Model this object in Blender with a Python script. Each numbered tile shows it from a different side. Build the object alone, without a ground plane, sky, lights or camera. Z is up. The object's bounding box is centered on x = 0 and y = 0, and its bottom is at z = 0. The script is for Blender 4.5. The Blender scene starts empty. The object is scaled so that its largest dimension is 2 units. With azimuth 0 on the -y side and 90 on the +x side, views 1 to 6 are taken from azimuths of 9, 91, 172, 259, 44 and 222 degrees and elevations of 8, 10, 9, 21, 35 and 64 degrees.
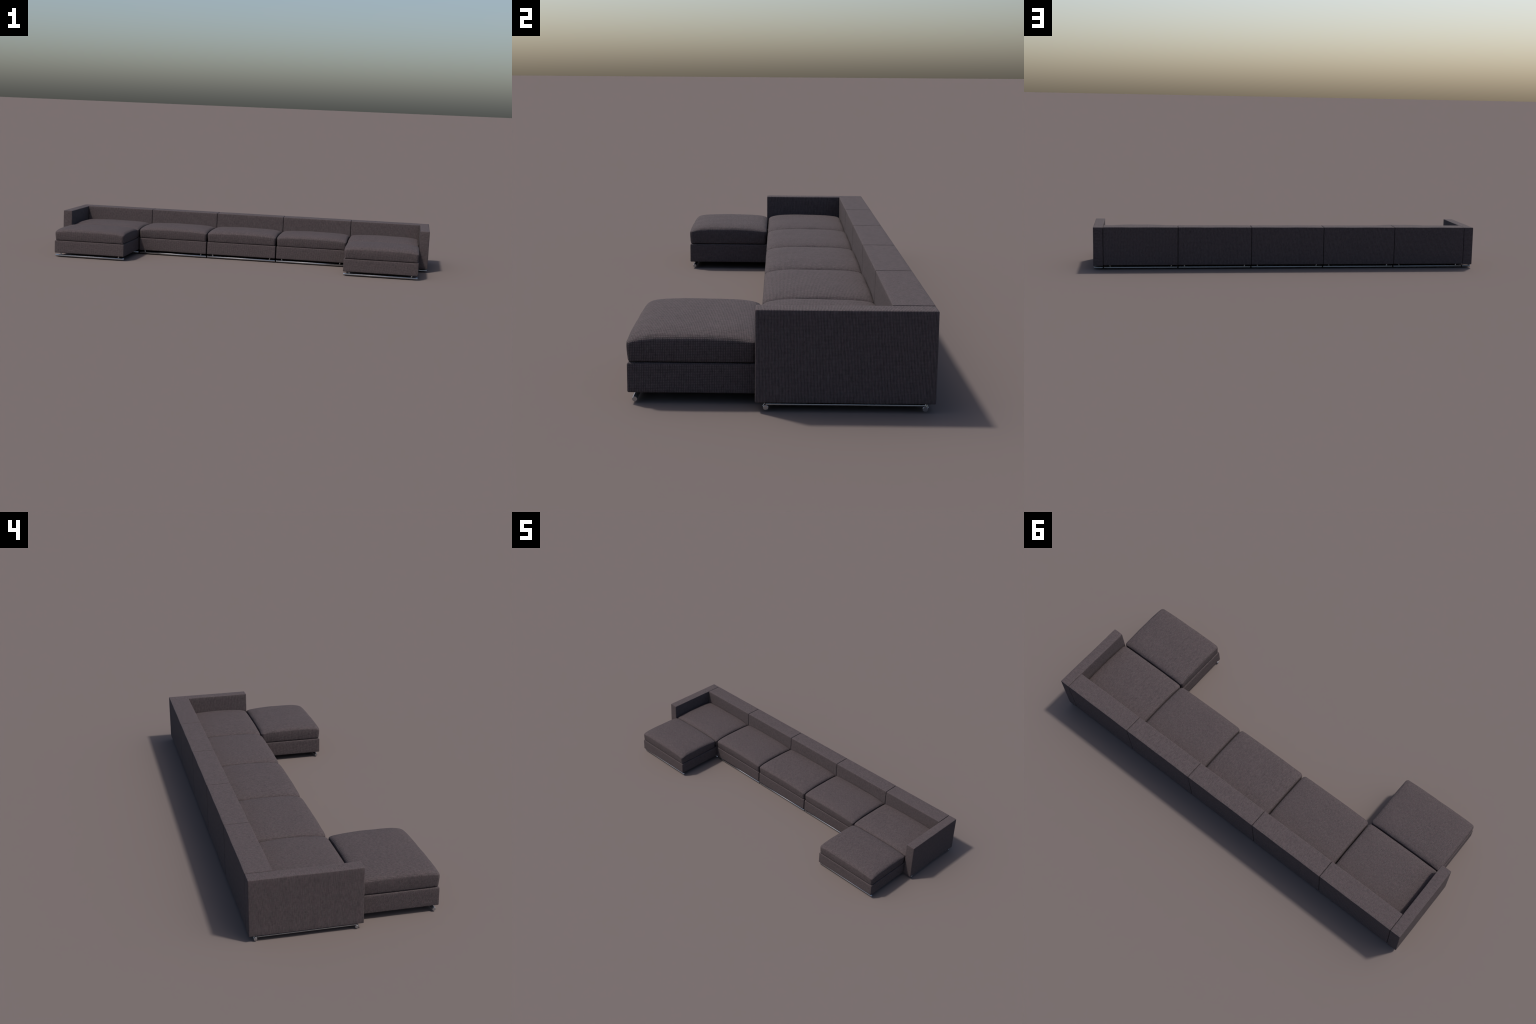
# Low modular sectional sofa with two ottomans: five armless seat modules in a
# row, a slab arm at each end, plump seat cushions, tubular chrome floor rails.
import bpy, bmesh, math
from mathutils import Matrix, Vector, noise

# ------------------------------------------------------------------ sizes (m)
PITCH = 0.3802            # module spacing along x
MOD_X = [(i - 2) * PITCH for i in range(5)]
HALF_W = 0.1870           # half width of a module body
BASE_Z0, BASE_Z1 = 0.0200, 0.0872
OTT_Z1 = 0.0850           # chaise frames sit a little lower
SEAT_Y0, SEAT_Y1 = -0.0410, 0.2340
BACK_Y0, BACK_Y1 = 0.2346, 0.3250
BACK_Z1 = 0.2160
ARM_X0, ARM_X1 = 0.9511, 1.0000
ARM_Y0, ARM_Y1 = -0.0512, 0.3256
ARM_Z0, ARM_Z1 = 0.0166, 0.2154
OTT_X = 0.7618
OTT_Y0, OTT_Y1 = -0.3242, -0.0432
RAIL_R = 0.0057
WEAVE = 0.00370           # thread repeat of the cloth

# ------------------------------------------------------------------ materials
def new_mat(name):
    m = bpy.data.materials.new(name)
    m.use_nodes = True
    nt = m.node_tree
    nt.nodes.clear()
    out = nt.nodes.new("ShaderNodeOutputMaterial")
    b = nt.nodes.new("ShaderNodeBsdfPrincipled")
    nt.links.new(b.outputs[0], out.inputs[0])
    return m, nt, b

class NG:
    """small helper to wire math nodes"""
    def __init__(self, nt): self.nt = nt
    def put(self, sock, v):
        if isinstance(v, bpy.types.NodeSocket): self.nt.links.new(v, sock)
        else: sock.default_value = v
    def m(self, op, a, b=0.0, c=None):
        n = self.nt.nodes.new("ShaderNodeMath"); n.operation = op
        self.put(n.inputs[0], a); self.put(n.inputs[1], b)
        if c is not None: self.put(n.inputs[2], c)
        return n.outputs[0]
    def mix(self, f, a, b):
        n = self.nt.nodes.new("ShaderNodeMix"); n.data_type = 'FLOAT'
        self.put(n.inputs[0], f); self.put(n.inputs[2], a); self.put(n.inputs[3], b)
        return n.outputs[0]
    def col(self, f, a, b, mode='MIX'):
        n = self.nt.nodes.new("ShaderNodeMix"); n.data_type = 'RGBA'; n.blend_type = mode
        self.put(n.inputs[0], f); self.put(n.inputs[6], a); self.put(n.inputs[7], b)
        return n.outputs[2]
    def xyz(self, x, y, z):
        n = self.nt.nodes.new("ShaderNodeCombineXYZ")
        for i, v in enumerate((x, y, z)): self.put(n.inputs[i], v)
        return n.outputs[0]
    def noise(self, vec, scale, detail=2.0, rough=0.5):
        n = self.nt.nodes.new("ShaderNodeTexNoise")
        self.put(n.inputs["Vector"], vec)
        n.inputs["Scale"].default_value = scale
        n.inputs["Detail"].default_value = detail
        n.inputs["Roughness"].default_value = rough
        return n.outputs["Fac"]
    def rng(self, v, a, b, c, d):
        n = self.nt.nodes.new("ShaderNodeMapRange")
        self.put(n.inputs[0], v)
        for i, k in enumerate((a, b, c, d)): n.inputs[i + 1].default_value = k
        return n.outputs[0]

def cloth_material(name, turned=False, weave=WEAVE, run=1.0, knots=0.80):
    """basket-weave upholstery; `turned` swaps the grain for the arm covers"""
    m, nt, b = new_mat(name)
    g = NG(nt)
    tc = nt.nodes.new("ShaderNodeTexCoord")
    geo = nt.nodes.new("ShaderNodeNewGeometry")
    info = nt.nodes.new("ShaderNodeObjectInfo")
    sp = nt.nodes.new("ShaderNodeSeparateXYZ"); nt.links.new(tc.outputs["Object"], sp.inputs[0])
    sn = nt.nodes.new("ShaderNodeSeparateXYZ"); nt.links.new(tc.outputs["Normal"], sn.inputs[0])
    x, y, z = sp.outputs
    ax, ay, az = (g.m('ABSOLUTE', s) for s in sn.outputs)
    is_top = g.m('GREATER_THAN', az, g.m('MAXIMUM', ax, ay))
    is_side = g.m('GREATER_THAN', ax, ay)
    # a = across the grain, l = along the grain, chosen per facing side
    if turned:   # arm cover: grain wraps over the slab (z outside, x on edges)
        a = g.mix(is_top, g.mix(is_side, z, y), y)
        l = g.mix(is_top, g.mix(is_side, x, z), x)
    else:
        a = g.mix(is_top, g.mix(is_side, x, y), x)
        l = g.mix(is_top, z, y)
    rnd = g.m('MULTIPLY', info.outputs["Random"], 7.0)
    # slight waviness of the threads
    wob = g.m('MULTIPLY', g.m('SUBTRACT', g.noise(g.xyz(a, l, rnd), 30.0, 2.0), 0.5), 0.0022)
    wob2 = g.m('MULTIPLY', g.m('SUBTRACT', g.noise(g.xyz(l, a, rnd), 30.0, 2.0), 0.5), 0.0022)
    a2, l2 = g.m('ADD', a, wob), g.m('ADD', l, wob2)
    k = 2 * math.pi / weave
    ca = g.m('MULTIPLY_ADD', g.m('COSINE', g.m('MULTIPLY', a2, k)), 0.5, 0.5)
    cl = g.m('MULTIPLY_ADD', g.m('COSINE', g.m('MULTIPLY', l2, k * 1.04)), 0.5, 0.5)
    dots = g.m('MULTIPLY', ca, g.mix(knots, 1.0, cl))       # lit thread crossings
    dots = g.m('POWER', dots, 1.35)
    # per-yarn streaks running along the grain, several lengths
    s1 = g.noise(g.xyz(g.m('MULTIPLY', a2, 310.0), g.m('MULTIPLY', l2, 120.0 * run), rnd), 1.0, 3.0, 0.6)
    s2 = g.noise(g.xyz(g.m('MULTIPLY', a2, 230.0), g.m('MULTIPLY', l2, 100.0 * run), g.m('ADD', rnd, 3.3)), 1.0, 2.0, 0.6)
    s3 = g.noise(g.xyz(g.m('MULTIPLY', a2, 420.0), g.m('MULTIPLY', l2, 260.0), g.m('ADD', rnd, 9.1)), 1.0, 1.0, 0.5)
    s4 = g.noise(g.xyz(g.m('MULTIPLY', a2, 90.0), g.m('MULTIPLY', l2, 300.0), g.m('ADD', rnd, 5.7)), 1.0, 2.0, 0.5)
    hue = g.rng(s2, 0.36, 0.64, 0.0, 1.0)
    base = g.col(hue, (0.0630, 0.0472, 0.0496, 1), (0.0572, 0.0482, 0.0484, 1))
    fleck = g.rng(s3, 0.35, 0.65, 0.0, 1.0)
    base = g.col(g.m('MULTIPLY', fleck, 0.45), base, (0.0680, 0.0500, 0.0522, 1))
    tone = g.m('ADD', g.rng(dots, 0.0, 1.0, 0.75, 1.90), g.rng(s1, 0.3, 0.7, -0.23, 0.23))
    tone = g.m('ADD', tone, g.rng(s4, 0.3, 0.7, -0.10, 0.10))
    # a few tiny dark pills of lint
    vor = nt.nodes.new("ShaderNodeTexVoronoi"); vor.inputs["Scale"].default_value = 11.0
    nt.links.new(tc.outputs["Object"], vor.inputs["Vector"])
    tone = g.m('MULTIPLY', tone, g.rng(vor.outputs["Distance"], 0.012, 0.024, 0.62, 1.0))
    colour = g.col(1.0, base, g.xyz(tone, tone, tone), 'MULTIPLY')
    nt.links.new(colour, b.inputs["Base Color"])
    b.inputs["Roughness"].default_value = 0.92
    b.inputs["Specular IOR Level"].default_value = 0.28
    bump = nt.nodes.new("ShaderNodeBump")
    bump.inputs["Strength"].default_value = 0.55
    bump.inputs["Distance"].default_value = 0.0008
    nt.links.new(g.m('ADD', dots, g.m('MULTIPLY', s1, 0.5)), bump.inputs["Height"])
    nt.links.new(bump.outputs[0], b.inputs["Normal"])
    return m

def chrome_material():
    m, nt, b = new_mat("polished_steel")
    g = NG(nt)
    tc = nt.nodes.new("ShaderNodeTexCoord")
    n = g.noise(tc.outputs["Object"], 60.0, 2.0)
    b.inputs["Metallic"].default_value = 0.85
    nt.links.new(g.col(n, (0.38, 0.38, 0.39, 1), (0.44, 0.44, 0.45, 1)), b.inputs["Base Color"])
    nt.links.new(g.rng(n, 0.3, 0.7, 0.14, 0.20), b.inputs["Roughness"])
    return m

CLOTH = cloth_material("woven_cloth", run=0.75)
ARM_CLOTH = cloth_material("woven_cloth_wrapped", turned=True, weave=0.0030, run=0.5, knots=0.45)
BACK_CLOTH = cloth_material("woven_cloth_panel", weave=0.0030, run=0.6, knots=0.5)
STEEL = chrome_material()

# ------------------------------------------------------------------ mesh makers
def finish(bm, name, mat, smooth_angle=40):
    me = bpy.data.meshes.new(name)
    bmesh.ops.recalc_face_normals(bm, faces=bm.faces)
    bm.to_mesh(me); bm.free()
    me.materials.append(mat)
    for p in me.polygons: p.use_smooth = True
    if smooth_angle is not None:
        me.set_sharp_from_angle(angle=math.radians(smooth_angle))
    return me

def graded(n_edge, n_mid, h, r):
    """coordinates from -h to h, dense inside the rounding radius r at both ends"""
    e = [h - r * (1 - math.sin(math.pi / 2 * i / n_edge)) for i in range(n_edge + 1)]
    inner = h - r
    mid = [-inner + 2 * inner * i / n_mid for i in range(n_mid + 1)]
    return [-v for v in reversed(e)][:-1] + mid + e[1:]

def rounded_box(hx, hy, hz, r, n_edge=4, mids=(40, 30, 8), rb=None):
    """bmesh of a rounded box built on graded grids, centred on the origin"""
    bm = bmesh.new()
    axes = [graded(n_edge, mids[i], (hx, hy, hz)[i], r) for i in range(3)]
    cache = {}
    def vert(i, j, k):
        key = (i, j, k)
        if key not in cache:
            p = Vector((axes[0][i], axes[1][j], axes[2][k]))
            q = Vector(tuple(max(-(h - r), min(h - r, c)) for c, h in zip(p, (hx, hy, hz))))
            d = p - q
            if d.length > 1e-9: p = q + d.normalized() * r
            cache[key] = bm.verts.new(p)
        return cache[key]
    n = [len(a) - 1 for a in axes]
    for ax in range(3):
        u, v = [t for t in range(3) if t != ax]
        for side in (0, n[ax]):
            for i in range(n[u]):
                for j in range(n[v]):
                    quad = []
                    for di, dj in ((0, 0), (1, 0), (1, 1), (0, 1)):
                        idx = [0, 0, 0]; idx[ax] = side; idx[u] = i + di; idx[v] = j + dj
                        quad.append(vert(*idx))
                    bm.faces.new(quad)
    return bm

def panel_mesh(name, size, r, mat, soft=0.0004, seed=0.0):
    """upholstered slab: box with rolled edges and faintly uneven stuffing"""
    hx, hy, hz = (s / 2 for s in size)
    mids = tuple(max(4, int(s / 0.013)) for s in size)
    bm = rounded_box(hx, hy, hz, r, 4, mids)
    bm.normal_update()
    for v in bm.verts:
        p = v.co * 9.0 + Vector((seed, seed * 2, 0))
        v.co += v.normal * soft * noise.noise(p)
    return finish(bm, name, mat, None)

def cushion_mesh(name, w, d, z0, z_top, seed, peak=-0.08):
    """box cushion: tucked-in bottom, tight rolled rim, pillowy domed top.
    origin at the middle of its underside"""
    hx, hy = w / 2, d / 2
    hz = (z_top - z0) / 2
    r = 0.0125
    bm = rounded_box(hx, hy, hz, r, 6, (84, 64, 10))
    off = Vector((seed, 3.1 * seed, 0))
    for v in bm.verts:
        x, y, z = v.co
        # lower rim is a much tighter roll than the shoulder
        zl = -hz + r
        if z < zl:
            z = zl + (z - zl) * 1.0
            k = (zl - z) / r                       # 0..1 down the roll
            fall = 1 - math.sqrt(max(0.0, 1 - k * k))
            gx = hx / max(1e-6, hx - r * fall); gy = hy / max(1e-6, hy - r * fall)
            keep = 0.82 * (1 - k ** 8)
            x *= 1 + (gx - 1) * keep
            y *= 1 + (gy - 1) * keep
        t = (z + hz) / (2 * hz)                      # 0 bottom .. 1 top
        u, s = max(-1, min(1, x / hx)), max(-1, min(1, y / hy))
        # sides lean in towards the underside and belly out a little
        if t < 0.6:
            k = ((0.6 - t) / 0.6) ** 1.6
            x -= 0.0017 * k * u
            y -= 0.0022 * k * s
        belly = math.sin(math.pi * min(1, max(0, t))) * 0.0010
        x += belly * u ** 3
        y += belly * s ** 3
        # pillowy top: highest a little ahead of the middle, soft shoulders
        up = max(0.0, (t - 0.35) / 0.65) ** 1.5
        a, b = abs(u), abs(s)
        drop = 0.0078 * ((s - peak) / (1 - peak)) ** 2 + 0.0068 * a ** 3.4 + 0.0048 * a ** 9
        drop += 0.0085 * b ** 7 if s < 0 else 0.0042 * b ** 10
        z -= drop * up
        # uneven filling + creases that run along the nearest edge
        lump = noise.noise(Vector((x * 13, y * 13, z * 9)) + off) * 0.0015 \
             + noise.noise(Vector((x * 34, y * 30, z * 20)) + off) * 0.0003
        ex = max(0.0, abs(u) - 0.70) / 0.30
        ey = max(0.0, abs(s) - 0.70) / 0.30
        crease = noise.noise(Vector((x * 150, y * 22, z * 60)) + off) * 0.0008 * ex * (1 - ex * 0.5) \
               + noise.noise(Vector((x * 24, y * 150, z * 60)) - off) * 0.0004 * ey * (1 - ey * 0.5)
        z += (lump + crease) * up
        side = noise.noise(Vector((x * 20, y * 20, z * 14)) - off) * 0.0008
        if t < 0.95:
            x += side * (abs(u) ** 4) * math.copysign(1, u)
            y += side * (abs(s) ** 4) * math.copysign(1, s)
        # the lower rim lifts a hair here and there
        if t < 0.3:
            z += (0.3 - t) / 0.3 * 0.0008 * max(0, noise.noise(Vector((x * 15, y * 15, 5)) + off))
        v.co = (x, y, z + hz)
    return finish(bm, name, CLOTH, None)

def rod_mesh(name, length, r, axis='X', n=24, fan=0.0):
    """turned steel rod, flat ends with a small chamfer; `fan` tips the shading
    normals outward near the ends so each rod glints once near its middle"""
    c = r * 0.10
    prof = [(-length / 2, 0), (-length / 2, r - c), (-length / 2 + c, r),
            (length / 2 - c, r), (length / 2, r - c), (length / 2, 0)]
    bm = bmesh.new()
    rings = []
    for t, rad in prof:
        if rad == 0:
            rings.append([bm.verts.new((t, 0, 0))])
        else:
            rings.append([bm.verts.new((t, rad * math.cos(2 * math.pi * i / n),
                                        rad * math.sin(2 * math.pi * i / n))) for i in range(n)])
    for a, b in zip(rings, rings[1:]):
        for i in range(n):
            j = (i + 1) % n
            if len(a) == 1: bm.faces.new((a[0], b[j], b[i]))
            elif len(b) == 1: bm.faces.new((a[i], a[j], b[0]))
            else: bm.faces.new((a[i], a[j], b[j], b[i]))
    if axis == 'Z':
        bmesh.ops.rotate(bm, verts=bm.verts, matrix=Matrix.Rotation(-math.pi / 2, 3, 'Y'))
    me = finish(bm, name, STEEL, 30)
    if fan:
        nors = []
        for p in me.polygons:
            for li in p.loop_indices:
                co = me.vertices[me.loops[li].vertex_index].co
                if abs(p.normal.x) > 0.9:
                    nors.append(p.normal.copy())
                else:
                    q = Vector((0, co.y, co.z)).normalized()
                    nors.append((q + Vector((math.copysign(fan, co.x), 0, 0))).normalized())
        me.normals_split_custom_set(nors)
    return me

def bar_mesh(name, size):
    bm = bmesh.new()
    bmesh.ops.create_cube(bm, size=1.0)
    for v in bm.verts: v.co = Vector(tuple(c * s for c, s in zip(v.co, size)))
    bmesh.ops.bevel(bm, geom=bm.edges[:], offset=min(size) * 0.25, segments=2, affect='EDGES', profile=0.5)
    return finish(bm, name, STEEL, 30)

# ------------------------------------------------------------------ placing
def add(name, mesh, parent, loc, rot=(0, 0, 0)):
    o = bpy.data.objects.new(name, mesh)
    bpy.context.collection.objects.link(o)
    o.parent = parent
    o.location = loc
    o.rotation_euler = rot
    return o

def thing(name, loc, label, category):
    e = bpy.data.objects.new(name, None)
    bpy.context.collection.objects.link(e)
    e.location = loc
    e["label"], e["category"] = label, category
    return e

def at(parent, p): return tuple(a - b for a, b in zip(p, parent.location))

# shared meshes
seat_d = SEAT_Y1 - SEAT_Y0
base_h = BASE_Z1 - BASE_Z0
base_me = panel_mesh("seat_base", (2 * HALF_W, seat_d, base_h), 0.0035, CLOTH, seed=1)
back_me = panel_mesh("backrest", (2 * HALF_W + 0.0040, BACK_Y1 - BACK_Y0, BACK_Z1 - BASE_Z0), 0.0026, BACK_CLOTH, seed=2)
arm_me = panel_mesh("armrest", (ARM_X1 - ARM_X0, ARM_Y1 - ARM_Y0, ARM_Z1 - ARM_Z0), 0.0032, ARM_CLOTH, seed=3)
cush_me = cushion_mesh("seat_cushion", 0.3722, 0.2775, BASE_Z1, 0.1546, 4.0)
ott_base_me = panel_mesh("chaise_base", (0.3765, OTT_Y1 - OTT_Y0, OTT_Z1 - BASE_Z0), 0.0035, CLOTH, seed=5)
ott_cush_me = cushion_mesh("chaise_cushion", 0.3725, 0.2770, OTT_Z1, 0.1541, 7.5, peak=-0.12)
rail_me = rod_mesh("floor_rail", 0.3735, RAIL_R, fan=0.55)
short_me = rod_mesh("arm_rail", 0.0440, RAIL_R)
post_me = rod_mesh("rail_post", 0.0150, 0.0034, 'Z', 16)
arm_post_me = rod_mesh("arm_post", 0.0080, 0.0012, 'Z', 16)
crossbar_me = bar_mesh("crossbar", (0.0110, 0.3330, 0.0032))

def rail_with_posts(parent, x, y):
    rail = add("floor_rail", rail_me, parent, at(parent, (x, y, RAIL_R)))
    for s in (-1, 1):    # stubby posts lean outward from the rail up into the base
        add("rail_post", post_me, rail, (s * 0.1575, 0, 0.0105), (0, s * math.radians(14), 0))

sofa = thing("sectional_sofa", (0, 0.137, 0),
             "long low charcoal woven sectional sofa with two chaise ends", "sofa")
for x in MOD_X:
    add("seat_base", base_me, sofa, at(sofa, (x, (SEAT_Y0 + SEAT_Y1) / 2, (BASE_Z0 + BASE_Z1) / 2)))
    add("backrest", back_me, sofa, at(sofa, (x, (BACK_Y0 + BACK_Y1) / 2, (BASE_Z0 + BACK_Z1) / 2)))
    add("seat_cushion", cush_me, sofa, at(sofa, (x, 0.0962, BASE_Z1 + 0.0003)))
    rail_with_posts(sofa, x, -0.0285)
    rail_with_posts(sofa, x, 0.3035)
for s in (-1, 1):
    xa = s * (ARM_X0 + ARM_X1) / 2
    add("armrest", arm_me, sofa, at(sofa, (xa, (ARM_Y0 + ARM_Y1) / 2, (ARM_Z0 + ARM_Z1) / 2)))
    # flat bar lying over the two short rails, flush with their outer ends
    add("crossbar", crossbar_me, sofa, at(sofa, (s * 0.9912, 0.1375, 0.0129)))
    for y, d in ((-0.0285, -1), (0.3035, 1)):
        r = add("arm_rail", short_me, sofa, at(sofa, (s * 0.9750, y, RAIL_R)))
        # strap from the bar end down the outer side of the rail
        add("arm_post", arm_post_me, r, (s * 0.0195, d * 0.0040, 0.0062), (math.radians(d * 30), 0, 0))
for s in (-1, 1):
    x = s * OTT_X
    add("chaise_base", ott_base_me, sofa, at(sofa, (x, (OTT_Y0 + OTT_Y1) / 2, (BASE_Z0 + OTT_Z1) / 2)))
    add("chaise_cushion", ott_cush_me, sofa, at(sofa, (x, -0.1867, OTT_Z1 + 0.0003)))
    rail_with_posts(sofa, x, OTT_Y0 + 0.0156)
